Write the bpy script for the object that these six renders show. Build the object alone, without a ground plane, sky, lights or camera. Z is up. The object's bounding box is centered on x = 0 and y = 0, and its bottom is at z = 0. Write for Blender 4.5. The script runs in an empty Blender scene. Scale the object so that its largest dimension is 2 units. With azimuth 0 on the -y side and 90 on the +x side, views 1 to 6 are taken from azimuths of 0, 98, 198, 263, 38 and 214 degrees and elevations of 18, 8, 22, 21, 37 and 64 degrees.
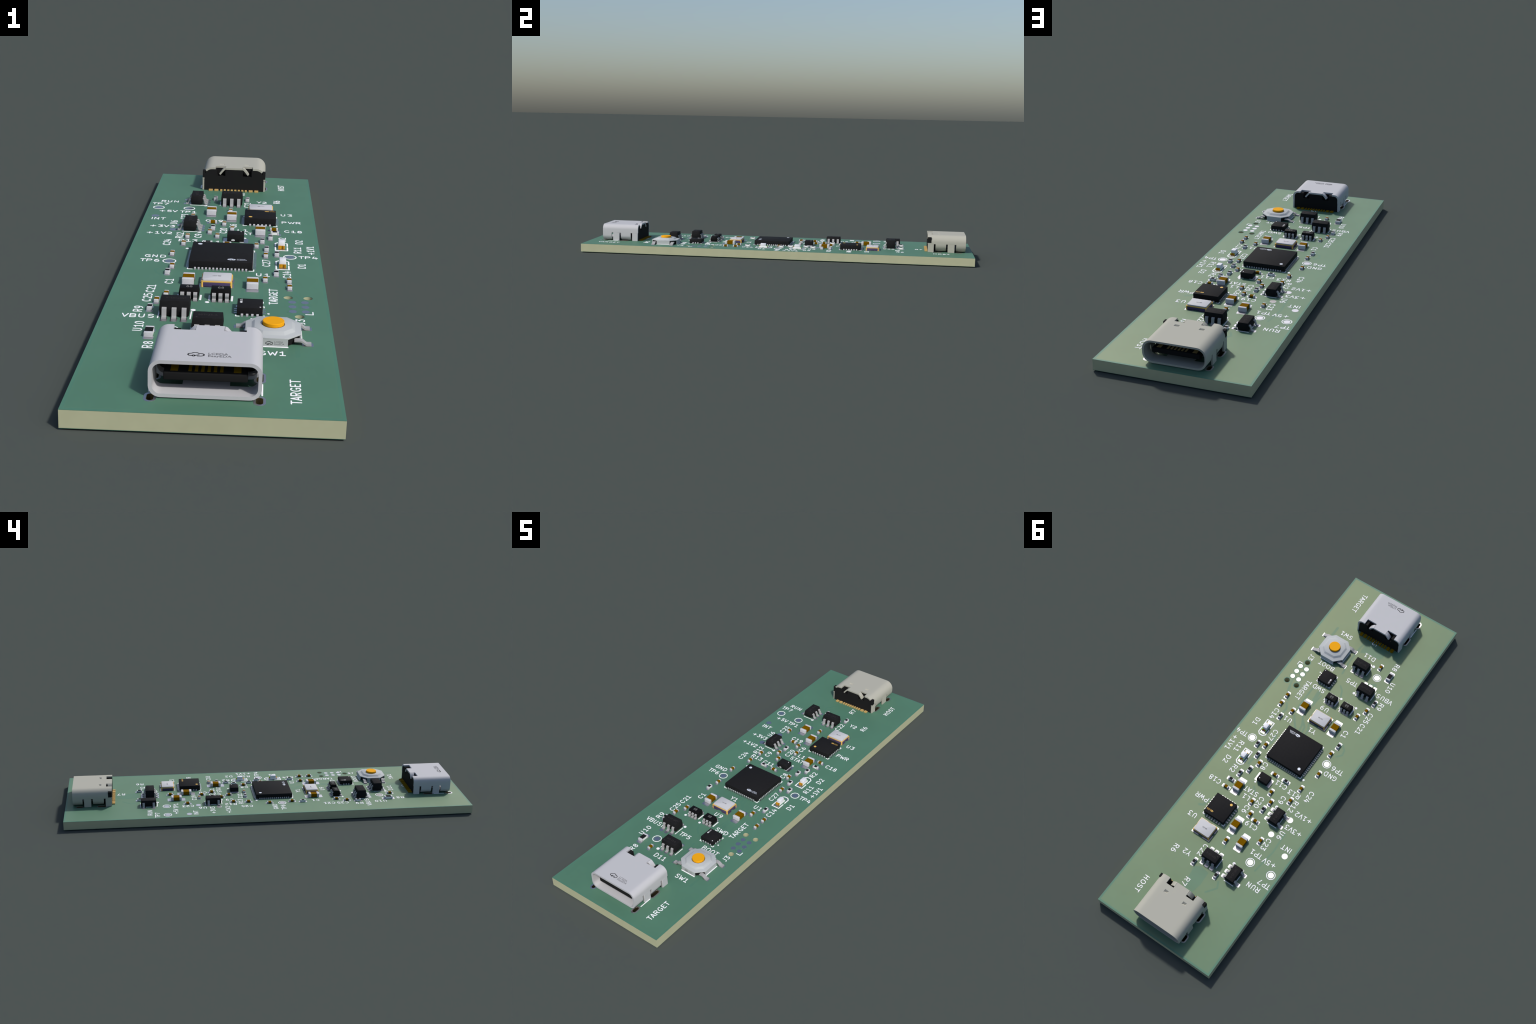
"""Long green printed circuit board with two USB sockets, chips, passives,
a push button and white silkscreen lettering.  All sizes below are in
millimetres of the real board (77 x 22 mm); K turns them into scene metres."""
import bpy, bmesh, math
from mathutils import Vector
from mathutils.geometry import delaunay_2d_cdt

K = 2.0 / 77.0            # millimetre -> metre
HX, HY = 11.0, 38.5       # half board
Z_LOW, Z_SUB, Z_TOP = 0.07, 1.60, 1.632

# ------------------------------------------------------------------ materials


def principled(name, color, rough=0.5, metal=0.0, spec=0.5, grain=0.0, grain_scale=60.0, bump=0.0, coat=0.0):
    m = bpy.data.materials.new(name)
    m.use_nodes = True
    nt = m.node_tree
    b = nt.nodes["Principled BSDF"]
    b.inputs["Base Color"].default_value = (*color, 1)
    b.inputs["Roughness"].default_value = rough
    b.inputs["Metallic"].default_value = metal
    b.inputs["Specular IOR Level"].default_value = spec
    b.inputs["Coat Weight"].default_value = coat
    if grain or bump:
        tc = nt.nodes.new("ShaderNodeTexCoord")
        n = nt.nodes.new("ShaderNodeTexNoise")
        n.inputs["Scale"].default_value = grain_scale
        n.inputs["Detail"].default_value = 3.0
        nt.links.new(tc.outputs["Object"], n.inputs["Vector"])
        if grain:
            r = nt.nodes.new("ShaderNodeValToRGB")
            lo = [c * (1 - grain) for c in color]
            hi = [min(1, c * (1 + grain)) for c in color]
            r.color_ramp.elements[0].position, r.color_ramp.elements[1].position = 0.35, 0.65
            r.color_ramp.elements[0].color = (*lo, 1)
            r.color_ramp.elements[1].color = (*hi, 1)
            nt.links.new(n.outputs["Fac"], r.inputs["Fac"])
            nt.links.new(r.outputs["Color"], b.inputs["Base Color"])
        if bump:
            bp = nt.nodes.new("ShaderNodeBump")
            bp.inputs["Strength"].default_value = bump
            bp.inputs["Distance"].default_value = 0.0005
            nt.links.new(n.outputs["Fac"], bp.inputs["Height"])
            nt.links.new(bp.outputs["Normal"], b.inputs["Normal"])
    return m


def mask_material(name, copper):
    """Green lacquer; where copper lies under it a soft golden gloss shows through."""
    m = principled(name, MASK_GREEN, rough=0.58, spec=0.45, grain=0.03, grain_scale=9.0)
    if copper:
        nt = m.node_tree
        b = nt.nodes["Principled BSDF"]
        out = nt.nodes["Material Output"]
        c = nt.nodes.new("ShaderNodeBsdfPrincipled")
        c.inputs["Base Color"].default_value = (0.62, 0.37, 0.0, 1)
        c.inputs["Metallic"].default_value = 1.0
        c.inputs["Roughness"].default_value = 0.5
        mix = nt.nodes.new("ShaderNodeMixShader")
        mix.inputs["Fac"].default_value = copper
        nt.links.new(b.outputs["BSDF"], mix.inputs[1])
        nt.links.new(c.outputs["BSDF"], mix.inputs[2])
        nt.links.new(mix.outputs["Shader"], out.inputs["Surface"])
    return m


MASK_GREEN = (0.066, 0.178, 0.119)
M = dict(
    mask=mask_material("solder_mask_over_copper", 0.05),
    mask_bare=mask_material("solder_mask_over_laminate", 0.0),
    mask_lane=mask_material("solder_mask_over_cleared_lane", 0.022),
    laminate=principled("glass_fibre_laminate", (0.425, 0.437, 0.285), 0.7, spec=0.2, grain=0.02, grain_scale=25),
    silk=principled("silkscreen_ink", (0.86, 0.86, 0.89), 0.7, spec=0.15),
    pad=principled("tinned_pad", (0.58, 0.57, 0.60), 0.38, metal=1.0),
    black=principled("black_moulding", (0.0135, 0.0135, 0.0145), 0.68, spec=0.045, grain=0.08, grain_scale=120),
    black_matt=principled("black_socket_plastic", (0.0135, 0.0135, 0.014), 0.7, spec=0.05),
    black_gloss=principled("black_glossy_moulding", (0.0055, 0.0055, 0.006), 0.6, spec=0.08),
    etch=principled("laser_marking", (0.034, 0.031, 0.031), 0.8, spec=0.1),
    lead=principled("tinned_lead", (0.32, 0.32, 0.325), 0.55, spec=0.25),
    tin=principled("tin_terminal", (0.50, 0.505, 0.53), 0.7, spec=0.12, grain=0.03, grain_scale=200),
    ceramic=principled("brown_ceramic", (0.150, 0.075, 0.0), 0.8, spec=0.02, grain=0.05, grain_scale=150),
    resist=principled("resistor_film", (0.011, 0.011, 0.012), 0.7, spec=0.08),
    alumina=principled("white_alumina", (0.80, 0.80, 0.81), 0.7, spec=0.15),
    steel_cool=principled("socket_steel_cool", (0.455, 0.457, 0.478), 0.6, spec=0.10),
    steel_warm=principled("socket_steel_warm", (0.385, 0.380, 0.328), 0.7, spec=0.08),
    gold=principled("contact_gold", (0.50, 0.33, 0.12), 0.6, spec=0.15),
    gold_dark=principled("contact_gold_dark", (0.21, 0.125, 0.001), 0.7, spec=0.05),
    rim_gold=principled("gold_rim", (0.68, 0.42, 0.10), 0.55, spec=0.2),
    cap_grey=principled("switch_cover_grey", (0.405, 0.427, 0.435), 0.65, spec=0.12),
    cap_orange=principled("button_orange", (0.74, 0.335, 0.008), 0.7, spec=0.06),
    lid=principled("crystal_lid", (0.47, 0.475, 0.495), 0.6, spec=0.12),
    crystal_base=principled("crystal_ceramic_base", (0.070, 0.052, 0.125), 0.6, spec=0.15),
    lens=principled("led_lens", (0.66, 0.67, 0.71), 0.45, spec=0.25),
    led_base=principled("led_white_base", (0.80, 0.81, 0.82), 0.6, spec=0.15),
    led_gold=principled("led_gold_terminal", (0.42, 0.20, 0.004), 0.5, spec=0.15),
    led_green=principled("led_green_mark", (0.03, 0.72, 0.04), 0.6, spec=0.1),
    ink=principled("black_print", (0.010, 0.010, 0.011), 0.7, spec=0.1),
    ink_grey=principled("grey_print", (0.11, 0.11, 0.12), 0.7, spec=0.1),
    mark_grey=principled("faint_print", (0.16, 0.16, 0.155), 0.7, spec=0.1),
    mark_white=principled("white_print", (0.82, 0.82, 0.84), 0.6, spec=0.15),
    mark_metal=principled("silver_print", (0.62, 0.66, 0.74), 0.4, spec=0.5),
    barrel=principled("plated_barrel", (0.50, 0.44, 0.28), 0.35, metal=1.0),
)

# ------------------------------------------------------------------ mesh tools


def to_mesh(name, verts, faces, smooth=0.0):
    me = bpy.data.meshes.new(name)
    me.from_pydata([(x * K, y * K, z * K) for x, y, z in verts], [], faces)
    me.update()
    bm = bmesh.new()
    bm.from_mesh(me)
    bmesh.ops.remove_doubles(bm, verts=bm.verts, dist=1e-7)
    bmesh.ops.recalc_face_normals(bm, faces=bm.faces)
    bm.to_mesh(me)
    bm.free()
    if smooth:
        me.polygons.foreach_set("use_smooth", [True] * len(me.polygons))
        me.set_sharp_from_angle(angle=math.radians(smooth))
    return me


def add(name, me, mat, parent=None, loc=(0, 0, 0), rot=0.0, stuff=False):
    if not me.materials:
        me.materials.append(M[mat])
    ob = bpy.data.objects.new(name, me)
    bpy.context.scene.collection.objects.link(ob)
    ob.location = [c * K for c in loc]
    ob.rotation_euler = (0, 0, rot)
    if parent:
        ob.parent = parent
    if stuff:
        ob["kind"] = "stuff"
    return ob


def join(parts):
    """[(verts, faces), ...] -> one (verts, faces)"""
    V, F = [], []
    for v, f in parts:
        o = len(V)
        V += list(v)
        F += [[i + o for i in q] for q in f]
    return V, F


def box(x0, x1, y0, y1, z0, z1):
    v = [(x, y, z) for z in (z0, z1) for y in (y0, y1) for x in (x0, x1)]
    return v, [[0, 2, 3, 1], [4, 5, 7, 6], [0, 1, 5, 4], [2, 6, 7, 3], [0, 4, 6, 2], [1, 3, 7, 5]]


def bevel_mesh(name, vf, width, seg=2, smooth=40):
    me = to_mesh(name, *vf)
    bm = bmesh.new()
    bm.from_mesh(me)
    bmesh.ops.bevel(bm, geom=bm.edges[:], offset=width * K, segments=seg, profile=0.5, affect="EDGES")
    bm.to_mesh(me)
    bm.free()
    if smooth:
        me.polygons.foreach_set("use_smooth", [True] * len(me.polygons))
        me.set_sharp_from_angle(angle=math.radians(smooth))
    return me


def plate(solids, z0, z1, holes=(), bottom=True):
    """Union of 2D polygons minus holes, extruded from z0 to z1."""
    pts, loops = [], []
    for poly in list(solids) + list(holes):
        if sum(a[0] * b[1] - b[0] * a[1] for a, b in zip(poly, list(poly[1:]) + [poly[0]])) < 0:
            poly = poly[::-1]
        loops.append(list(range(len(pts), len(pts) + len(poly))))
        pts += [Vector(p) for p in poly]
    v2, _e, f2, _ov, _oe, of = delaunay_2d_cdt(pts, [], loops, 0, 1e-6)
    ns = len(solids)
    keep = [f for f, o in zip(f2, of) if any(i < ns for i in o) and not any(i >= ns for i in o)]
    n = len(v2)
    V = [(p.x, p.y, z1) for p in v2] + [(p.x, p.y, z0) for p in v2]
    F = [list(f) for f in keep]
    if bottom:
        F += [[i + n for i in reversed(f)] for f in keep]
    half = {}
    for f in keep:
        for a, b in zip(f, list(f[1:]) + [f[0]]):
            half[(a, b)] = 1
    for a, b in half:
        if (b, a) not in half:
            F.append([b, a, a + n, b + n])
    return V, F


def circle(cx, cy, r, n=24):
    return [(cx + r * math.cos(2 * math.pi * i / n), cy + r * math.sin(2 * math.pi * i / n)) for i in range(n)]


def rect(cx, cy, w, h):
    return [(cx - w / 2, cy - h / 2), (cx + w / 2, cy - h / 2), (cx + w / 2, cy + h / 2), (cx - w / 2, cy + h / 2)]


def rrect(cx, cy, w, h, r, n=6):
    out = []
    for qx, qy, a0 in ((1, -1, -90), (1, 1, 0), (-1, 1, 90), (-1, -1, 180)):
        for i in range(n + 1):
            a = math.radians(a0 + 90 * i / n)
            out.append((cx + qx * (w / 2 - r) + r * math.cos(a), cy + qy * (h / 2 - r) + r * math.sin(a)))
    return out


def stroke_polys(line, w, n=10):
    """Round-ended pen stroke along a polyline, as overlapping convex polygons."""
    out = []
    for (ax, ay), (bx, by) in zip(line, line[1:]):
        a = math.atan2(by - ay, bx - ax)
        p = []
        for i in range(n + 1):
            t = a + math.pi / 2 + math.pi * i / n
            p.append((ax + w / 2 * math.cos(t), ay + w / 2 * math.sin(t)))
        for i in range(n + 1):
            t = a - math.pi / 2 + math.pi * i / n
            p.append((bx + w / 2 * math.cos(t), by + w / 2 * math.sin(t)))
        out.append(p)
    return out


def ribbon(profile, thick, x0, x1):
    """Bent strip: centre line in (y, z), width along x."""
    top, low = [], []
    n = len(profile)
    for i, (y, z) in enumerate(profile):
        a, b = profile[max(i - 1, 0)], profile[min(i + 1, n - 1)]
        d = Vector((b[0] - a[0], b[1] - a[1])).normalized()
        nx, nz = -d.y * thick / 2, d.x * thick / 2
        top.append((y + nx, z + nz))
        low.append((y - nx, z - nz))
    ring = top + low[::-1]
    m = len(ring)
    V = [(x0, y, z) for y, z in ring] + [(x1, y, z) for y, z in ring]
    F = []
    for i in range(n - 1):
        q = [i, i + 1, m - 2 - i, m - 1 - i]
        F += [q, [j + m for j in q][::-1]]
    F += [[i, (i + 1) % m, (i + 1) % m + m, i + m] for i in range(m)]
    return V, F


def stack(rings):
    """Loft equal-count rings [(polygon, z), ...] and cap both ends."""
    n = len(rings[0][0])
    V = [(x, y, z) for poly, z in rings for x, y in poly]
    F = [list(range(n))[::-1], [i + n * (len(rings) - 1) for i in range(n)]]
    for k in range(len(rings) - 1):
        F += [[k * n + i, k * n + (i + 1) % n, (k + 1) * n + (i + 1) % n, (k + 1) * n + i] for i in range(n)]
    return V, F


# ------------------------------------------------------------------ stroke lettering


def arc(cx, cy, rx, ry, a0, a1, n=7):
    return [(cx + rx * math.cos(math.radians(a0 + (a1 - a0) * i / n)), cy + ry * math.sin(math.radians(a0 + (a1 - a0) * i / n))) for i in range(n + 1)]


GLYPH = {}  # char -> (advance, [polylines]); cap height 1


def glyph(ch, adv, *lines):
    GLYPH[ch] = (adv, lines)


glyph("A", 0.86, [(0.10, 0), (0.43, 1), (0.76, 0)], [(0.20, 0.29), (0.66, 0.29)])
glyph("B", 1.0, [(0.17, 0.5), (0.5, 0.5)] + arc(0.55, 0.25, 0.25, 0.25, 90, -90) + [(0.17, 0), (0.17, 1), (0.5, 1)] + arc(0.52, 0.75, 0.24, 0.25, 90, -90))
glyph("C", 0.96, arc(0.49, 0.5, 0.36, 0.5, 42, 318, 12))
glyph("D", 1.0, [(0.17, 0), (0.17, 1), (0.4, 1)] + arc(0.42, 0.5, 0.40, 0.5, 90, -90, 10) + [(0.17, 0)])
glyph("E", 0.90, [(0.66, 1), (0.17, 1), (0.17, 0), (0.66, 0)], [(0.17, 0.52), (0.52, 0.52)])
glyph("G", 1.0, arc(0.52, 0.5, 0.37, 0.5, 50, 310, 12) + [(0.80, 0.12), (0.80, 0.43), (0.58, 0.43)])
glyph("H", 1.05, [(0.17, 0), (0.17, 1)], [(0.74, 0), (0.74, 1)], [(0.17, 0.52), (0.74, 0.52)])
glyph("I", 0.48, [(0.24, 0), (0.24, 1)])
glyph("J", 0.76, [(0.53, 1), (0.53, 0.28)] + arc(0.31, 0.26, 0.22, 0.26, 0, -110))
glyph("L", 0.81, [(0.17, 1), (0.17, 0), (0.66, 0)])
glyph("N", 1.05, [(0.17, 0), (0.17, 1), (0.74, 0), (0.74, 1)])
glyph("O", 1.05, arc(0.50, 0.5, 0.36, 0.5, 90, 450, 18))
glyph("P", 1.0, [(0.17, 0), (0.17, 1), (0.5, 1)] + arc(0.54, 0.74, 0.25, 0.26, 90, -90) + [(0.17, 0.48)])
glyph("R", 1.0, [(0.17, 0), (0.17, 1), (0.5, 1)] + arc(0.54, 0.74, 0.25, 0.26, 90, -90) + [(0.17, 0.48)], [(0.45, 0.48), (0.78, 0)])
glyph("S", 0.95, arc(0.46, 0.75, 0.29, 0.25, 35, 225, 8) + arc(0.46, 0.255, 0.31, 0.255, 60, -145, 9))
glyph("T", 0.76, [(0.06, 1), (0.70, 1)], [(0.38, 1), (0.38, 0)])
glyph("U", 1.05, [(0.17, 1), (0.17, 0.3)] + arc(0.455, 0.30, 0.285, 0.30, 180, 360, 10) + [(0.74, 1)])
glyph("V", 0.86, [(0.10, 1), (0.43, 0), (0.76, 1)])
glyph("W", 1.14, [(0.10, 1), (0.33, 0), (0.57, 0.72), (0.81, 0), (1.04, 1)])
glyph("Y", 0.86, [(0.43, 0), (0.43, 0.48), (0.10, 1)], [(0.43, 0.48), (0.76, 1)])
glyph("0", 0.91, arc(0.475, 0.5, 0.30, 0.5, 90, 450, 16))
glyph("1", 0.91, [(0.21, 0.80), (0.38, 0.88), (0.48, 1), (0.48, 0)], [(0.21, 0), (0.76, 0)])
glyph("2", 0.91, arc(0.46, 0.72, 0.29, 0.28, 155, -25, 9) + [(0.17, 0), (0.79, 0)])
glyph("3", 0.91, [(0.15, 1), (0.76, 1), (0.43, 0.60)] + arc(0.46, 0.29, 0.31, 0.29, 90, -145, 10))
glyph("4", 0.91, [(0.38, 1), (0.14, 0.33), (0.80, 0.33)], [(0.62, 0.68), (0.62, 0)])
glyph("5", 0.91, [(0.72, 1), (0.24, 1), (0.19, 0.54)] + arc(0.46, 0.31, 0.31, 0.31, 115, -140, 11))
glyph("6", 0.91, arc(0.66, 0.42, 0.48, 0.58, 95, 180, 6) + arc(0.47, 0.30, 0.29, 0.30, 180, 540, 14))
glyph("7", 0.91, [(0.14, 1), (0.80, 1), (0.38, 0)])
glyph("8", 0.91, arc(0.475, 0.77, 0.24, 0.23, -90, 270, 14), arc(0.475, 0.27, 0.29, 0.27, 90, 450, 14))
glyph("9", 0.91, arc(0.48, 0.70, 0.29, 0.30, 0, 360, 14) + arc(0.29, 0.58, 0.48, 0.58, 0, -85, 6))
glyph("+", 1.24, [(0.24, 0.40), (1.0, 0.40)], [(0.62, 0.78), (0.62, 0.02)])
glyph("-", 1.0, [(0.24, 0.40), (0.80, 0.40)])

TEXT_H, TEXT_PEN, TEXT_W = 0.80, 0.118, 0.84


def lettering(text, size=TEXT_H, pen=TEXT_PEN, wide=TEXT_W):
    total = sum(GLYPH[c][0] for c in text) * wide
    x, polys = -total / 2, []
    for c in text:
        adv, lines = GLYPH[c]
        for line in lines:
            polys += stroke_polys([(x + px * wide, (py - 0.5) * size) for px, py in line], pen, 6)
        x += adv * wide
    return polys


TEXT_MESH = {}
INK_Z = (0.0, 0.022)


def silk_text(text, x, y, upright=True):
    if text not in TEXT_MESH:
        TEXT_MESH[text] = to_mesh("silkscreen_text", *plate(lettering(text), *INK_Z, bottom=False))
    return add("silkscreen_text", TEXT_MESH[text], "silk", BOARD, (x, y, Z_TOP), 0 if upright else math.pi / 2)


def silk_line(points, pen=0.13):
    return add("silkscreen_line", to_mesh("silkscreen_line", *plate(stroke_polys(points, pen), *INK_Z, bottom=False)), "silk", BOARD, (0, 0, Z_TOP))


def silk_dot(x, y, r=0.25):
    return add("silkscreen_dot", to_mesh("silkscreen_dot", *plate([circle(0, 0, r, 16)], *INK_Z, bottom=False)), "silk", BOARD, (x, y, Z_TOP))


CLOUD = [[(-0.35, -0.22)] + arc(-0.42, 0.0, 0.24, 0.22, 230, 95, 6) + arc(-0.08, 0.12, 0.32, 0.26, 150, 25, 7) + arc(0.38, -0.02, 0.26, 0.24, 80, -90, 7) + [(0.12, -0.27)]]
CLOUD += [arc(-0.2, -0.2, 0.11, 0.11, 0, 360, 10), [(-0.1, -0.16), (0.22, -0.04)]]


def printed_mark(parent, mat, text_mat, x, y, z, size, rot=0.0, pen=0.11, words=True, tilt=False):
    """Small cloud emblem with two lines of print to its right; size = emblem width."""
    polys = []
    for line in CLOUD:
        polys += stroke_polys([(px * size / 1.3, py * size / 1.3) for px, py in line], pen * size / 1.3, 6)
    emblem = to_mesh("printed_emblem", *plate(polys, 0, 0.012, bottom=False))
    obs = [add("printed_emblem", emblem, mat, parent, (x, y, z), rot)]
    if words:
        for k, word in enumerate(("LCEDA", "EasyEDA")):
            cu = bpy.data.curves.new("printed_word", "FONT")
            cu.body, cu.size = word, 0.40 * size * K
            tmp = bpy.data.objects.new("tmp", cu)
            bpy.context.scene.collection.objects.link(tmp)
            bpy.context.view_layer.update()
            me = bpy.data.meshes.new_from_object(tmp.evaluated_get(bpy.context.evaluated_depsgraph_get()))
            bpy.data.objects.remove(tmp)
            dx, dy = 0.72 * size, (0.06 - 0.33 * k) * size
            if tilt:
                loc = (x + dx, y, z + dy)
            else:
                loc = (x + dx * math.cos(rot) - dy * math.sin(rot), y + dx * math.sin(rot) + dy * math.cos(rot), z + 0.012)
            obs.append(add("printed_word", me, text_mat, parent, loc, rot))
    if tilt:
        for o in obs:
            o.rotation_euler = (math.pi / 2, 0, 0)
    return obs


# ------------------------------------------------------------------ the board

BOARD = bpy.data.objects.new("circuit_board", None)
bpy.context.scene.collection.objects.link(BOARD)
BOARD.empty_display_size = 0.1
BOARD["label"] = "long green circuit board with two USB sockets, chips and an orange button"
BOARD["category"] = "circuit board"

SLOTS = [(sx * 4.32, sy * cy, ln) for sx in (-1, 1) for sy in (-1, 1) for cy, ln in ((35.8, 1.6), (31.62, 2.1))]
PROBE_HOLES = [(8.03, -17.61), (9.04, -12.52), (7.02, -12.52)]
slot_holes = [rrect(x, y, 0.62, ln - 0.4, 0.305, 6) for x, y, ln in SLOTS]
round_holes = [circle(x, y, 0.48, 24) for x, y in PROBE_HOLES]
outline = [rect(0, 0, 2 * HX, 2 * HY)]
add("laminate", to_mesh("laminate", *plate(outline, Z_LOW, Z_SUB, slot_holes + round_holes)), "laminate", BOARD)

# lacquer: copper pour inside a bare margin
MARGIN = 0.3
inner = [rect(0, 0, 2 * (HX - MARGIN), 2 * (HY - MARGIN))]
clear = [circle(x, y, 0.62, 24) for x, y in PROBE_HOLES]
add("solder_mask", to_mesh("solder_mask", *plate(inner, Z_SUB, Z_TOP, slot_holes + clear, bottom=False)), "mask", BOARD)
add("solder_mask_margin", to_mesh("solder_mask_margin", *plate(outline, Z_SUB, Z_TOP, inner, bottom=False)), "mask_bare", BOARD)
collar = to_mesh("solder_mask_collar", *join([plate([circle(x, y, 0.62, 24)], Z_SUB, Z_TOP, [circle(x, y, 0.48, 24)], bottom=False) for x, y in PROBE_HOLES]))
add("solder_mask_collar", collar, "mask_bare", BOARD)
low = [rect(0, 0, 2 * HX - 0.01, 2 * HY - 0.01)]
add("underside_mask", to_mesh("underside_mask", *plate(low, 0.03, Z_LOW, slot_holes + round_holes)), "mask_bare", BOARD)

# plated slots of the sockets
for x, y, ln in SLOTS:
    ring = plate([rrect(0, 0, 1.0, ln, 0.5, 8)], 0.0, 0.012, [rrect(0, 0, 0.6, ln - 0.42, 0.3, 8)], bottom=False)
    ob = add("solder_pad", to_mesh("solder_pad", *ring), "pad", BOARD, (x, y, Z_TOP))
    tube = plate([rrect(0, 0, 0.615, ln - 0.405, 0.3, 8)], 0.05 - Z_TOP, 0.004, [rrect(0, 0, 0.56, ln - 0.46, 0.28, 8)])
    add("plated_barrel", to_mesh("plated_barrel", *tube), "barrel", ob)
    foot = plate([rrect(0, 0, 1.0, ln, 0.5, 8)], -Z_TOP, 0.035 - Z_TOP, [rrect(0, 0, 0.6, ln - 0.42, 0.3, 8)])
    add("underside_ring", to_mesh("underside_ring", *foot), "pad", ob)

# lanes cleared of copper round the signal tracks; they show as bluish streaks in the lacquer
LANES = (
    (0.45, (7.6, -27.0), (7.6, -24.5)), (0.35, (1.7, -27.2), (1.9, -25.7), (1.9, -21.7), (1.6, -19.2)), (0.3, (0.5, -16.9), (-0.3, -16.2), (-0.8, -15.0)),
    (0.7, (2.9, -13.5), (2.75, -11.8)), (0.35, (4.3, -13.6), (4.3, -10.3), (4.2, -8.6)), (0.3, (2.2, -13.2), (2.4, -10.6)), (0.45, (7.9, -11.8), (7.7, -10.9), (6.5, -9.2)),
    (0.35, (6.4, -8.6), (5.8, -7.6), (5.9, -6.6)), (0.35, (2.5, -7.9), (1.7, -6.4), (1.5, -5.2)), (0.35, (2.0, -7.2), (1.1, -6.3), (0.9, -5.2)), (0.35, (3.9, -7.2), (3.2, -6.3), (2.3, -5.2)),
    (0.3, (0.9, -7.3), (0.3, -6.2), (0.2, -5.2)), (0.5, (4.25, -0.2), (4.15, -1.3), (4.3, -2.1)), (0.3, (-6.2, -7.2), (-7.1, -6.4), (-7.3, -5.4), (-6.6, -4.6)), (0.35, (4.9, 1.5), (4.95, 3.6), (5.1, 5.0)),
    (0.3, (0.9, 9.0), (1.8, 8.0)), (0.3, (-0.4, 17.2), (-0.1, 18.0), (-0.6, 20.0)), (0.45, (6.6, 14.2), (6.9, 15.6), (7.5, 15.9)), (0.3, (-2.5, 27.8), (-3.7, 26.2), (-3.2, 25.2)),
    (0.3, (-7.0, 20.3), (-7.6, 16.0), (-7.4, 12.2)), (0.3, (8.6, -15.0), (8.0, -11.8)), (0.35, (-3.0, -19.6), (-4.6, -20.6), (-5.2, -19.0)))
lanes = []
for pen, *line in LANES:
    lanes += stroke_polys(line, pen, 6)
lanes += [[(1.6, 25.2), (0.6, 24.6), (-1.0, 24.9), (-1.1, 27.2), (-0.7, 29.3), (1.0, 29.3), (1.3, 27.4)]]
lanes += [[(1.5, -27.6), (-2.4, -27.6), (-2.7, -26.2), (-2.3, -25.4), (-0.2, -25.4), (1.4, -24.8)]]
lanes += [circle(x, y, 0.62, 20) for x, y in [(7.40 + 1.27 * i, -16.31 + 1.27 * k) for i in range(2) for k in range(3)]]
add("trace_clearance", to_mesh("trace_clearance", *plate(lanes, 0.0, 0.003, [circle(x, y, 0.49, 20) for x, y in PROBE_HOLES], bottom=False)), "mask_lane", BOARD, (0, 0, Z_TOP))

PAD_MESH = {}


def pads(rects, x, y, rot=0.0, key=None, round_r=0.0):
    """One mesh holding the solder pads of a component; rects = [(cx, cy, w, h)]."""
    key = key or tuple(rects)
    if key not in PAD_MESH:
        PAD_MESH[key] = to_mesh("solder_pads", *plate([rrect(a, b, w, h, min(round_r or 0.2 * min(w, h), 0.2), 4) for a, b, w, h in rects], 0.0, 0.012, bottom=False))
    return add("solder_pads", PAD_MESH[key], "pad", BOARD, (x, y, Z_TOP), rot, stuff=True)


def test_pad(x, y, r, ring=False):
    add("test_pad", to_mesh("test_pad", *plate([circle(0, 0, r, 28)], 0, 0.012, bottom=False)), "pad", BOARD, (x, y, Z_TOP))
    if ring:
        add("silkscreen_ring", to_mesh("silkscreen_ring", *plate([circle(0, 0, 0.77, 40)], 0, 0.022, [circle(0, 0, 0.65, 40)], bottom=False)), "silk", BOARD, (x, y, Z_TOP))


for x, y in ((-4.04, -21.94), (7.46, 0.54), (-6.05, -2.45), (-5.54, 19.55), (-9.59, 19.50)):
    test_pad(x, y, 0.5, True)
for x, y in ((-6.72, 9.70), (-5.55, 13.56), (-9.59, 15.51)):
    test_pad(x, y, 0.5)
for i in range(3):
    for x in (7.40, 8.67):
        test_pad(x, -16.31 + 1.27 * i, 0.394)
silk_line([(9.36, -16.33), (9.36, -17.01), (8.64, -17.01)], 0.12)

# ------------------------------------------------------------------ small passives


def chip_meshes(name, length, width, height, term, bulge):
    """Ceramic body plus a metal end cup (built for the +y end)."""
    body = bevel_mesh(name, box(-width / 2 + bulge, width / 2 - bulge, -length / 2 + bulge, length / 2 - bulge, 0.03, height - bulge), 0.03, 1)
    cup = bevel_mesh("terminal", box(-width / 2, width / 2, length / 2 - term, length / 2, 0.0, height), min(0.09, 0.09 * width / 0.6), 3)
    return body, cup


CAP_S = chip_meshes("capacitor", 1.0, 0.5, 0.37, 0.25, 0.015)
CAP_L = chip_meshes("capacitor", 2.0, 1.25, 0.72, 0.455, 0.03)


def capacitor(x, y, rot=0.0, big=False):
    body, cup = CAP_L if big else CAP_S
    if big:
        pads([(0, s * 1.15, 1.32, 1.1) for s in (-1, 1)], x, y, rot, "cap_l", 0.12)
    else:
        pads([(0, s * 0.49, 0.62, 0.56) for s in (-1, 1)], x, y, rot, "cap_s")
    ob = add("capacitor", body, "ceramic", BOARD, (x, y, Z_TOP + 0.012), rot)
    for s in (0, math.pi):
        add("terminal", cup, "tin", ob, (0, 0, 0), s)


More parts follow.
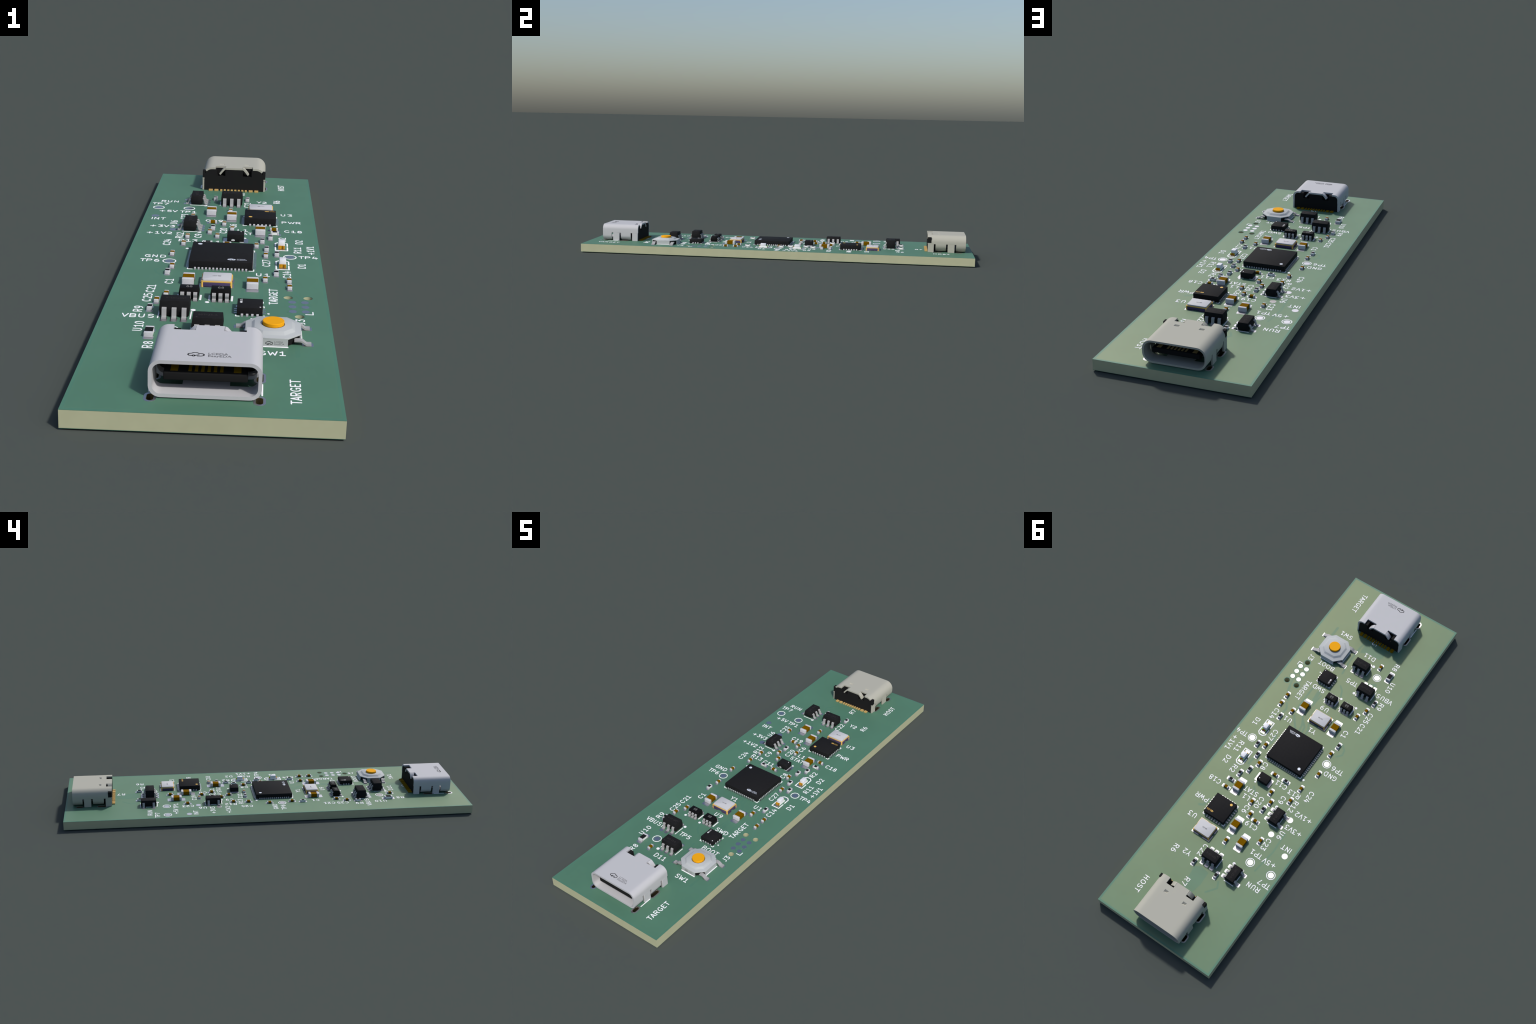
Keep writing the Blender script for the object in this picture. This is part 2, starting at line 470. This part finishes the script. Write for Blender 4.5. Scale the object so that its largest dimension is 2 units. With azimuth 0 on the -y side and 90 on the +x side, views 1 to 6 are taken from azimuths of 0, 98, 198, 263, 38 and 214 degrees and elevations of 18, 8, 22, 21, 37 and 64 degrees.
def resistor_meshes(length, width, height, term):
    slab = to_mesh("resistor", *box(-width / 2 + 0.005, width / 2 - 0.005, -length / 2 + 0.01, length / 2 - 0.01, 0.03, height - 0.045))
    film = to_mesh("resistor_film", *box(-width / 2 + 0.02, width / 2 - 0.02, -length / 2 + term - 0.02, length / 2 - term + 0.02, height - 0.05, height - 0.01))
    cup = bevel_mesh("terminal", join([box(-width / 2, width / 2, length / 2 - term, length / 2, 0, height)]), 0.04, 2)
    return slab, film, cup


RES_S = resistor_meshes(1.0, 0.5, 0.40, 0.24)
RES_L = resistor_meshes(1.6, 0.8, 0.48, 0.32)


def resistor(x, y, rot=0.0, big=False):
    slab, film, cup = RES_L if big else RES_S
    if big:
        pads([(0, s * 0.825, 0.95, 0.8) for s in (-1, 1)], x, y, rot, "res_l")
    else:
        pads([(0, s * 0.51, 0.64, 0.54) for s in (-1, 1)], x, y, rot, "res_s")
    ob = add("resistor", slab, "alumina", BOARD, (x, y, Z_TOP + 0.012), rot)
    add("resistor_film", film, "resist", ob)
    for s in (0, math.pi):
        add("terminal", cup, "tin", ob, (0, 0, 0), s)


for x, y in ((-3.44, -24.13), (-6.09, -15.02), (-5.33, -13.13), (7.21, -9.92), (7.20, -7.93), (4.66, -7.71), (-5.56, -4.41), (4.69, 0.46), (3.59, 3.99),
             (-5.00, 3.94), (-5.95, -0.03), (-1.20, 7.34), (-2.20, 8.93), (0.48, 10.57), (-0.59, 12.61), (-4.76, 6.81), (-0.02, 18.67), (-4.76, 15.57)):
    capacitor(x, y)
for x, y in ((5.67, 10.72), (0.10, 4.21), (-2.05, 13.12)):
    capacitor(x, y, math.pi / 2)
for x, y in ((3.33, -9.66), (-3.41, -9.0), (3.98, 9.49), (0.26, 15.55), (-2.46, 17.57)):
    capacitor(x, y, 0, True)
for x, y in ((-6.52, -17.13), (5.85, -5.69), (-5.86, -6.48), (5.96, 1.03), (4.78, 2.77), (4.27, 5.84), (5.24, 7.31), (-1.9, 10.65), (2.09, 24.59), (-2.27, 24.55)):
    resistor(x, y)
for x, y in ((5.77, 9.12), (-2.14, 4.23)):
    resistor(x, y, math.pi / 2)
resistor(-5.86, -23.26, 0, True)

# ------------------------------------------------------------------ leaded chips


def gull(reach, root, width, height, thick=0.13):
    """Gull-wing lead leaving the body at y=root and landing at y=reach."""
    foot = 0.36
    prof = [(root - 0.1, height), (root + 0.06, height), (root + 0.14, height - 0.05), (root + 0.18, height - 0.16),
            (reach - foot, 0.24), (reach - foot + 0.06, 0.12), (reach - foot + 0.14, thick / 2 + 0.005), (reach, thick / 2 + 0.005)]
    return ribbon(prof, thick, -width / 2, width / 2)


LEAD_CACHE = {}


def leaded_chip(name, x, y, rot, L, W, z0, H, reach, lead_w, plus, minus, pad_l, pad_off=(0, 0), lead_z=0.92, gloss="black", dot=None, label=None, label_turn=False):
    """Body L along x, leads on the +y side at plus[], on the -y side at minus[]."""
    mid = z0 + (H - z0) * 0.45
    t = 0.06
    rings = [(rect(0, 0, L - 2 * t, W - 2 * t), z0), (rect(0, 0, L, W), mid - 0.08), (rect(0, 0, L, W), mid + 0.08), (rect(0, 0, L - 2.6 * t, W - 2.6 * t), H)]
    body = bevel_mesh(name, stack(rings), 0.03, 2, 30)
    ob = add(name, body, gloss, BOARD, (x, y, Z_TOP + 0.012), rot)
    key = (reach, W, lead_w, lead_z)
    if key not in LEAD_CACHE:
        LEAD_CACHE[key] = to_mesh("lead", *gull(reach, W / 2, lead_w, lead_z), smooth=35)
    for px in plus:
        add("lead", LEAD_CACHE[key], "lead", ob, (px, 0, 0))
    for px in minus:
        add("lead", LEAD_CACHE[key], "lead", ob, (px, 0, 0), math.pi)
    pr = [(px, reach - 0.2, lead_w + 0.22, pad_l) for px in plus] + [(px, -reach + 0.2, lead_w + 0.22, pad_l) for px in minus]
    c, s = math.cos(rot), math.sin(rot)
    pads(pr, x + pad_off[0] * c - pad_off[1] * s, y + pad_off[0] * s + pad_off[1] * c, rot)
    if dot:
        add("pin_mark", to_mesh("pin_mark", *plate([circle(0, 0, 0.09, 12)], 0, 0.01, bottom=False)), "etch", ob, (dot[0], dot[1], H))
    if label:
        polys = lettering(label[0], label[1], label[1] * 0.14, label[1] * 0.8)
        add("marking", to_mesh("marking", *plate(polys, 0, 0.008, bottom=False)), label[2], ob, (0.0, 0.0, H), label_turn)
    return ob


three, two = (-0.95, 0.0, 0.95), (-0.95, 0.95)
name6 = ("SOT-23-6", 0.30, "etch")
name5 = ("SOT-23-5", 0.30, "etch")
leaded_chip("regulator_chip", -0.61, -22.08, 0, 2.9, 1.75, 0.1, 1.62, 1.45, 0.45, three, three, 0.9, dot=(-1.0, -0.58), label=name6)
leaded_chip("regulator_chip", -3.98, -18.10, 0, 2.9, 1.75, 0.1, 1.62, 1.45, 0.45, three, three, 1.0, (0, -0.28), dot=(1.0, 0.1), label=name6, label_turn=math.pi)
leaded_chip("regulator_chip", 0.02, 22.58, 0, 2.9, 1.75, 0.1, 1.62, 1.45, 0.45, three, three, 0.95, dot=(-1.04, -0.36), label=name6)
for y in (10.67, 22.93):
    leaded_chip("regulator_chip", -4.70, y, math.pi / 2, 2.9, 1.62, 0.1, 1.24, 1.45, 0.42, two, three, 1.05, dot=(-1.03, -0.36), label=name5, lead_z=0.78)
leaded_chip("switch_chip", -2.97, -13.47, 0, 2.05, 1.30, 0.06, 1.15, 1.08, 0.38, (-0.65, 0, 0.65), (-0.65, 0, 0.65), 0.6, gloss="black_gloss", label=("68", 0.46, "mark_grey"), lead_z=0.72)
leaded_chip("switch_chip", 0.20, -13.50, 0, 2.05, 1.30, 0.06, 1.15, 1.08, 0.38, (-0.65, 0, 0.65), (-0.65, 0, 0.65), 0.6, gloss="black_gloss", label=("68", 0.46, "mark_grey"), lead_z=0.72)

# ------------------------------------------------------------------ flat no-lead chips


def flat_chip(name, x, y, size, H, n_x, n_y, pitch, pin_w, pin_h, pad_len, body_mat="black"):
    body = bevel_mesh(name, box(-size / 2, size / 2, -size / 2, size / 2, 0.03, H), 0.06, 2, 30)
    ob = add(name, body, body_mat, BOARD, (x, y, Z_TOP + 0.012))
    pin = bevel_mesh("contact_pin", box(-pin_w / 2, pin_w / 2, size / 2 - 0.35, size / 2 + 0.02, 0.0, pin_h), 0.02, 1)
    pr = []
    for side, n in enumerate((n_y, n_x, n_y, n_x)):
        a = side * math.pi / 2
        for i in range(n):
            o = (i - (n - 1) / 2) * pitch
            add("contact_pin", pin, "tin", ob, (o * math.cos(a), o * math.sin(a), 0), a)
            r = size / 2 + pad_len / 2 - 0.35
            cx, cy = o * math.cos(a) - r * math.sin(a), o * math.sin(a) + r * math.cos(a)
            pr.append((cx, cy, pin_w, pad_len) if side % 2 == 0 else (cx, cy, pad_len, pin_w))
    pads(pr, x, y)
    return ob


def bracket(cx, cy, half, arm, corners, pen=0.13):
    for sx, sy in corners:
        X, Y = cx + sx * half, cy + sy * half
        silk_line([(X - sx * arm, Y), (X, Y), (X, Y - sy * arm)], pen)


ALL4 = ((1, 1), (1, -1), (-1, 1), (-1, -1))
u1 = flat_chip("microcontroller_chip", -0.23, -1.24, 7.0, 0.92, 15, 15, 0.4, 0.21, 0.2, 0.72)
dot1 = to_mesh("pin_mark", *plate([circle(0, 0, 0.26, 24)], 0, 0.012, bottom=False))
add("pin_mark", dot1, "mark_metal", u1, (-2.64, 2.61, 0.92))
printed_mark(u1, "mark_metal", "mark_metal", 1.15, -2.62, 0.92, 0.78, pen=0.2)
bracket(-0.23, -1.24, 3.62, 0.5, ((1, 1), (1, -1), (-1, -1)))
silk_line([(-3.35, 2.38), (-3.85, 2.38), (-3.85, 1.9)])
silk_dot(-4.43, 2.29, 0.2)

u9 = flat_chip("switch_matrix_chip", 3.2, -16.65, 2.5, 0.83, 3, 4, 0.5, 0.24, 0.2, 0.65)
add("pin_mark", to_mesh("pin_mark", *plate([circle(0, 0, 0.08, 12)], 0, 0.012, bottom=False)), "mark_white", u9, (1.0, -1.0, 0.83))
printed_mark(u9, "mark_white", "mark_white", -0.87, 0.22, 0.83, 0.38, rot=math.pi / 2, pen=0.2)
bracket(3.22, -16.72, 1.36, 0.3, ALL4, 0.13)
silk_dot(5.01, -17.21, 0.13)

u3 = flat_chip("hub_chip", 3.93, 14.72, 4.0, 0.97, 6, 6, 0.5, 0.25, 0.2, 0.72)
add("pin_mark", to_mesh("pin_mark", *plate([circle(0, 0, 0.23, 20)], 0, 0.012, bottom=False)), "rim_gold", u3, (-1.24, -1.4, 0.97))
printed_mark(u3, "rim_gold", "rim_gold", 0.83, 1.3, 0.97, 0.5, pen=0.17)
bracket(3.93, 14.72, 2.13, 0.4, ALL4, 0.14)

# ------------------------------------------------------------------ power inductor

pads([(s * 1.1, 0, 0.8, 1.6) for s in (-1, 1)], 1.08, 6.08, 0, "ind", 0.02)
ind = add("power_inductor", bevel_mesh("power_inductor", box(-1.0, 1.0, -0.8, 0.8, 0.08, 1.0), 0.05, 2, 30), "black", BOARD, (1.06, 6.10, Z_TOP + 0.012))
add("terminal", to_mesh("terminal", *join([box(-0.99, -0.5, -0.78, 0.78, 0, 0.09), box(0.5, 0.99, -0.78, 0.78, 0, 0.09)])), "tin", ind)
add("pin_mark", to_mesh("pin_mark", *plate([circle(0, 0, 0.08, 12)], 0, 0.012, bottom=False)), "mark_white", ind, (0.62, 0.42, 1.0))
printed_mark(ind, "mark_white", "mark_white", -0.28, -0.80, 0.28, 0.36, pen=0.2, tilt=True)
silk_dot(2.15, 7.18, 0.18)

# ------------------------------------------------------------------ crystals


def crystal(x, y, turn):
    pads([(sx * 1.1, sy * 0.85, 1.4, 1.2) for sx in (-1, 1) for sy in (-1, 1)], x, y, 0, "xtal", 0.02)
    base = add("crystal_oscillator", bevel_mesh("crystal_oscillator", box(-1.6, 1.6, -1.25, 1.25, 0.02, 0.48), 0.06, 2, 30), "crystal_base", BOARD, (x, y, Z_TOP + 0.012))
    add("gold_rim", bevel_mesh("gold_rim", stack([(rrect(0, 0, 3.2, 2.5, 0.15, 4), 0.46), (rrect(0, 0, 3.2, 2.5, 0.15, 4), 0.60)]), 0.015, 1, 30), "rim_gold", base)
    for sx in (-1, 1):
        for sy in (-1, 1):
            add("corner_via", to_mesh("corner_via", *plate([circle(0, 0, 0.14, 16)], 0.0, 0.50)), "rim_gold", base, (sx * 1.50, sy * 1.15, 0))
    add("lid", bevel_mesh("lid", stack([(rrect(0, 0, 3.04, 2.34, 0.2, 6), 0.59), (rrect(0, 0, 3.0, 2.3, 0.2, 6), 0.77)]), 0.03, 2, 30), "lid", base)
    s = 1 if not turn else -1
    printed_mark(base, "ink_grey", "ink_grey", -0.24 * s, 0.03, 0.77, 0.34, rot=math.pi if turn else 0.0, pen=0.14)


crystal(-0.40, -9.0, True)
crystal(3.95, 19.05, False)

# ------------------------------------------------------------------ light emitting diodes


def led(x, y):
    pads([(0, s * 0.92, 0.8, 0.75) for s in (-1, 1)], x, y, 0, "led", 0.02)
    base = add("light_diode", to_mesh("light_diode", *plate([rect(0, 0, 0.8, 1.2)], 0.02, 0.33)), "led_base", BOARD, (x, y, Z_TOP + 0.012))
    for s in (-1, 1):
        end = plate([rect(0, s * 0.70, 0.78, 0.21)], 0.0, 0.34, [circle(0, s * 0.86, 0.2, 20)])
        add("terminal", to_mesh("terminal", *end), "led_gold", base)
    for sx in (-1, 1):
        add("side_wall", to_mesh("side_wall", *box(0.385 if sx > 0 else -0.41, 0.41 if sx > 0 else -0.385, -0.79, 0.79, 0.02, 0.30)), "led_base", base)
        add("polarity_mark", to_mesh("polarity_mark", *box(sx * 0.36 - 0.055, sx * 0.36 + 0.055, 0.60, 0.79, 0.30, 0.352)), "led_green", base)
    lens = stack([(rect(0, 0, 0.79, 1.12), 0.33), (rect(0, 0, 0.72, 1.0), 0.80)])
    add("lens", bevel_mesh("lens", lens, 0.02, 2, 30), "lens", base)
    a, b = 0.70, 0.17
    silk_line([(x + a, y - 0.2), (x + a, y - 1.45), (x - a, y - 1.45), (x - a, y - 0.2)], b)
    silk_line([(x + a, y + 0.25), (x + a, y + 1.3), (x + 0.32, y + 1.68), (x - 0.32, y + 1.68), (x - a, y + 1.3), (x - a, y + 0.25)], b)


led(6.57, -2.45)
led(6.53, 4.32)

# ------------------------------------------------------------------ push button


def octagon(half, cut):
    h, c = half, half - cut
    return [(c, -h), (h, -c), (h, c), (c, h), (-c, h), (-h, c), (-h, -c), (-c, -h)]


SW = (5.42, -22.5)
pads([(sx * 3.15, sy * 1.85, 1.0, 0.75) for sx in (-1, 1) for sy in (-1, 1)], *SW, 0, "button", 0.02)
core = add("push_button", to_mesh("push_button", *stack([(octagon(2.42, 1.22), 0.03), (octagon(2.42, 1.22), 0.72)])), "black_matt", BOARD, (*SW, Z_TOP + 0.012))
cover = join([stack([(octagon(2.56, 1.26), 0.69), (octagon(2.56, 1.26), 0.82), (octagon(2.53, 1.24), 0.84), (octagon(1.98, 0.95), 0.87), (octagon(1.72, 0.80), 1.16)])])
cv = add("cover", bevel_mesh("cover", cover, 0.02, 1, 25), "cap_grey", core)
for a in range(4):
    wall = box(-1.32, 1.32, -2.555, -2.40, 0.0, 0.72)
    add("side_wall", to_mesh("side_wall", *wall), "cap_grey", core, (0, 0, 0), a * math.pi / 2)
plunger = stack([(circle(0, 0, 1.0, 48), 1.1), (circle(0, 0, 1.0, 48), 1.46), (circle(0, 0, 0.96, 48), 1.5)])
add("plunger", to_mesh("plunger", *plunger, smooth=35), "cap_orange", core)
gap_disc = plate([circle(0, 0, 1.06, 40)], 1.155, 1.164, bottom=False)  # thin black disc on the cover stands in for the gap round the plunger
add("plunger_gap_disc", to_mesh("plunger_gap_disc", *gap_disc), "black_matt", core)
leg = to_mesh("leg", *ribbon([(1.9, 0.42), (2.45, 0.42), (2.65, 0.36), (2.85, 0.2), (3.0, 0.1), (3.18, 0.09), (3.45, 0.09)], 0.16, -0.3, 0.3), smooth=35)
for sx in (-1, 1):
    for sy in (-1, 1):
        add("leg", leg, "lead", core, (0, sy * 1.85, 0), -math.pi / 2 * sx)
printed_mark(core, "ink", "ink_grey", -0.35, -2.556, 0.33, 0.62, pen=0.09, tilt=True)
ring = octagon(2.62, 1.30)
silk_line([(SW[0] + p, SW[1] + q) for p, q in (ring[7], ring[0])], 0.13)
silk_line([(SW[0] + p, SW[1] + q) for p, q in (ring[3], ring[4])], 0.13)
for i in (1, 5):
    silk_line([(SW[0] + p, SW[1] + q) for p, q in (ring[i], ring[i + 1])], 0.13)

# ------------------------------------------------------------------ USB sockets


def socket(x, y, rot, steel, gold, radius, wall, notch_x, corner_gap, nick, top):
    """Receptacle with the mouth towards -y.  Local y runs -3.675 .. 3.675."""
    W, Z0, Z1, L = 4.47, 0.12, top, 3.675
    legs_at = ((-1.53, -0.22), (2.47, 3.62))
    slots_at = ((-1.85, -1.53), (-0.22, 0.12), (2.14, 2.47))
    slot_top, r = 1.62, radius
    # half cross-section from bottom centre round to top centre (x >= 0 side)
    half = [(0, Z0), (1.0, Z0), (1.9, Z0), (W - r, Z0)]
    half += [(W - r + r * math.sin(a), Z0 + r - r * math.cos(a)) for a in [math.pi / 2 * i / 8 for i in range(1, 8)]]
    half += [(W, Z0 + r)] if Z0 + r < slot_top - 0.02 else []
    half += [(W, slot_top), (W, 1.80)] + ([(W, Z1 - r)] if Z1 - r > 1.85 else [])
    half += [(W - r + r * math.cos(a), Z1 - r + r * math.sin(a)) for a in [math.pi / 2 * i / 8 for i in range(1, 9)]]
    half += [(notch_x, Z1), (2.15, Z1), (1.43, Z1), (1.2, Z1), (0.6, Z1), (0.0, Z1)]
    # keep a monotone path, then mirror
    ring = half[:-1] + [(-px, pz) for px, pz in half[::-1]][:-1]
    ys = sorted({-L, L, *(v for ab in legs_at + slots_at for v in ab), L - 1.07, L - 0.72, -3.0, -2.4, 1.0, 1.22, 1.70, 3.62})
    n = len(ring)
    V = [(px, yy, pz) for yy in ys for px, pz in ring]
    F = []
    for k in range(len(ys) - 1):
        ym = (ys[k] + ys[k + 1]) / 2
        for i in range(n):
            (xa, za), (xb, zb) = ring[i], ring[(i + 1) % n]
            xm, zm = abs(xa + xb) / 2, (za + zb) / 2
            low_side = zm < slot_top and xm > W - r - 0.02
            if low_side and any(a < ym < b for a, b in legs_at + slots_at):
                continue
            if zm < Z0 + 0.01 and xm > 1.9 and -1.85 < ym < 0.12:
                continue
            if ym > 2.14 and (zm < Z0 + 0.01 or low_side):
                continue
            if zm > Z1 - 0.01 and 1.2 < xm < notch_x and ym > L - 1.07:
                continue
            if nick and zm > Z1 - 0.01 and 1.43 < xm < 2.15 and 1.22 < ym < 1.70:
                continue
            if corner_gap and 1.80 < zm < 2.87 and xm > W - r - 0.02 and ym > L - 0.72:
                continue
            F.append([k * n + i, k * n + (i + 1) % n, (k + 1) * n + (i + 1) % n, (k + 1) * n + i])
    me = to_mesh("usb_socket", V, F)
    shell = add("usb_socket", me, steel, BOARD, (x, y, Z_TOP), rot)
    mod = shell.modifiers.new("wall", "SOLIDIFY")
    mod.thickness, mod.offset, mod.use_even_offset = wall * K, -1.0, True
    # apply so that the object is plain geometry
    bpy.context.view_layer.update()
    me2 = bpy.data.meshes.new_from_object(shell.evaluated_get(bpy.context.evaluated_depsgraph_get()))
    shell.modifiers.clear()
    shell.data = me2
    me2.name = "usb_socket"
    me2.polygons.foreach_set("use_smooth", [True] * len(me2.polygons))
    me2.set_sharp_from_angle(angle=math.radians(38))
    for s in (-1, 1):
        for a, b in legs_at:
            x0, x1 = (W - wall, W) if s > 0 else (-W, -W + wall)
            add("mounting_leg", bevel_mesh("mounting_leg", box(x0, x1, a, b, 0.0, slot_top), 0.03, 1), steel, shell)
        prof = [(0.6, Z1 - wall / 2), (1.2, Z1 - wall / 2), (1.38, Z1 - wall / 2 - 0.06), (1.62, Z1 - wall / 2 - 0.32), (1.92, Z1 - 0.82), (2.02, Z1 - 0.97)]
        wing = ribbon(prof[1:], wall * 0.92, -0.78 / 2, 0.78 / 2)
        wv = [(s * py, px + L - 0.39, pz) for px, py, pz in wing[0]]
        add("retaining_wing", to_mesh("retaining_wing", wv, wing[1], smooth=35), steel, shell)
        if nick:  # pressed dent: an inverted roof below the cut-out in the top sheet
            xa, xb, ya, yb = s * 1.79 - 0.365, s * 1.79 + 0.365, 1.215, 1.705
            dv = [(xa, ya, Z1 - 0.002), (xb, ya, Z1 - 0.002), (xb, yb, Z1 - 0.002), (xa, yb, Z1 - 0.002), (s * 1.79 - 0.12, 1.42, Z1 - 0.26), (s * 1.79 + 0.12, 1.42, Z1 - 0.26)]
            add("pressed_dimple", to_mesh("pressed_dimple", dv, [[0, 1, 5, 4], [1, 2, 5], [2, 3, 4, 5], [3, 0, 4]]), steel, shell)
    # insulator block with pockets behind the wings
    iw, top, bot = W - wall, Z1 - wall, 0.06

    def prof_core():
        return [(px, pz + (Z0 + Z1) / 2) for px, pz in rrect(0, 0, 2 * iw - 0.02, Z1 - Z0 - 2 * wall - 0.02, max(r - wall, 0.3), 5)]

    def prof_block(pockets):
        rr = max(r - wall, 0.3)
        c = [(-iw, bot), (iw, bot), (iw, top - rr)] + [(iw - rr + rr * math.cos(a), top - rr + rr * math.sin(a)) for a in [math.pi / 2 * i / 5 for i in range(1, 6)]]
        if pockets:
            c += [(2.5, top), (2.5, top - 0.95), (1.25, top - 0.95), (1.25, top)]
            c += [(-px, pz) for px, pz in c[-4:][::-1]]
        c += [(-px, pz) for px, pz in c[3:8][::-1]] + [(-iw, top - rr)]
        return c

    def slab(poly, ya, yb):
        v, f = plate([poly], ya, yb)
        return [(px, pz, py) for px, py, pz in v], f

    parts = [slab(prof_block(True), L - 1.15, L - 0.03), slab(prof_block(False), 2.3, L - 1.15), slab(prof_core(), 1.0, 2.3)]
    if corner_gap:
        for s in (-1, 1):
            x0, x1 = (iw - 0.1, W - 0.01) if s > 0 else (-W + 0.01, -iw + 0.1)
            parts.append(box(x0, x1, L - 0.70, L - 0.02, 1.82, 2.85))
    add("insulator", to_mesh("insulator", *join(parts)), "black_matt", shell)
    tz = (Z0 + Z1) / 2
    tongue = add("tongue", bevel_mesh("tongue", box(-3.34, 3.34, -3.12, 1.2, tz - 0.35, tz + 0.35), 0.12, 3, 40), "black_matt", shell)
    for px, w in [(-2.5, 0.6), (2.5, 0.6)] + [(-1.25 + 0.5 * i, 0.26) for i in range(6)]:
        add("contact_strip", to_mesh("contact_strip", *box(px - w / 2, px + w / 2, -2.82, 0.9, tz + 0.33, tz + 0.365)), gold, tongue)
    for px, w in [(s * q, 0.56) for s in (-1, 1) for q in (3.25, 2.45)] + [(-1.75 + 0.5 * i, 0.28) for i in range(8)]:
        add("contact_tail", to_mesh("contact_tail", *box(px - w / 2, px + w / 2, L - 0.3, L + (0.52 if corner_gap else 0.72), 0.02, 0.19)), gold, shell)
    return shell


target = socket(0.0, -32.33, 0.0, "steel_cool", "gold_dark", 0.98, 0.30, 3.07, False, False, 3.29)
printed_mark(target, "ink", "ink_grey", -0.81, -2.37, 3.291, 1.28, pen=0.10)
host = socket(0.0, 33.43, math.pi, "steel_warm", "gold", 1.35, 0.26, 2.65, True, True, 3.33)
for s in (-1, 1):
    silk_line([(s * 4.52, -34.83), (s * 4.52, -32.83)], 0.14)

# ------------------------------------------------------------------ silkscreen

for text, x, y in (("SW1", 5.36, -26.5), ("BOOT", 4.83, -19.0), ("D11", -0.65, -24.9), ("J2", 0.0, -27.95), ("VBUS", -7.42, -18.92), ("TP5", -0.83, -18.62),
                   ("U9", 0.24, -11.34), ("SWD", 3.35, -14.24), ("U1", 4.40, -5.91), ("Y1", -0.37, -6.40), ("TP4", 9.57, 0.62), ("C18", 8.07, 10.65),
                   ("TP6", -8.21, -2.40), ("GND", -7.76, -0.88), ("R13", -4.60, 5.40), ("C11", -1.80, 5.22), ("STAT", 1.68, 9.05), ("L1", 1.81, 10.40),
                   ("PWR", 7.92, 14.57), ("U3", 7.35, 18.0), ("C19", -1.92, 14.16), ("+1V2", -8.34, 8.13), ("+3V3", -8.25, 11.02), ("INT", -9.12, 14.27),
                   ("TP1", -5.5, 17.83), ("+5V", -8.2, 17.94), ("TP7", -9.53, 21.4), ("RUN", -8.34, 22.77), ("Y2", 4.07, 23.94)):
    silk_text(text, x, y)
for text, x, y in (("TARGET", 7.22, -33.9), ("J3", 8.06, -18.96), ("R8", -5.71, -25.7), ("U10", -7.07, -21.5), ("R9", -7.64, -17.2), ("TARGET", 5.5, -12.41),
                   ("C14", 7.0, -5.56), ("C27", 4.75, -1.91), ("C25", -7.13, -14.02), ("C21", -7.08, -11.44), ("C1", -5.43, -9.04), ("D1", 8.71, -2.51),
                   ("+1V1", 9.91, 3.28), ("R11", 8.39, 3.22), ("D2", 8.66, 6.37), ("R2", 6.66, 7.19), ("C8", 2.59, 3.90), ("C24", -6.99, 4.42), ("C9", -3.53, 7.43),
                   ("R12", -5.77, 7.37), ("C20", -0.58, 10.0), ("C6", 0.56, 12.27), ("U6", -6.95, 12.83), ("C23", -5.86, 15.53), ("R6", 6.12, 24.46),
                   ("C22", 2.12, 22.22), ("R7", 1.20, 28.09), ("HOST", 6.81, 32.37)):
    silk_text(text, x, y, False)

silk_dot(-2.27, -23.63, 0.27)
silk_line([(-2.16, -23.1), (-2.16, -21.35)])
silk_line([(0.96, -23.1), (0.96, -21.35)])
silk_dot(-2.32, -16.97, 0.25)
silk_line([(-2.44, -19.3), (-2.44, -17.4)])
silk_line([(-5.53, -19.3), (-5.53, -17.4)])
silk_line([(-1.53, 21.65), (-1.53, 23.5)])
silk_dot(-4.28, -14.59, 0.22)
silk_dot(-1.10, -14.70, 0.22)
for x in (-2.97, 0.20):
    for s in (-1, 1):
        silk_line([(x + s * 1.14, -14.1), (x + s * 1.14, -12.85)], 0.2)
for y in (10.67, 22.93):
    silk_dot(-3.49, y - 1.70, 0.26)
    silk_line([(-3.5, y - 1.62), (-5.55, y - 1.62)])
    silk_line([(-3.8, y + 1.53), (-5.57, y + 1.53)])
    silk_line([(-5.57, y - 0.5), (-5.57, y + 0.5)])
    silk_line([(-5.50, y - 1.62), (-5.50, y - 1.5)])
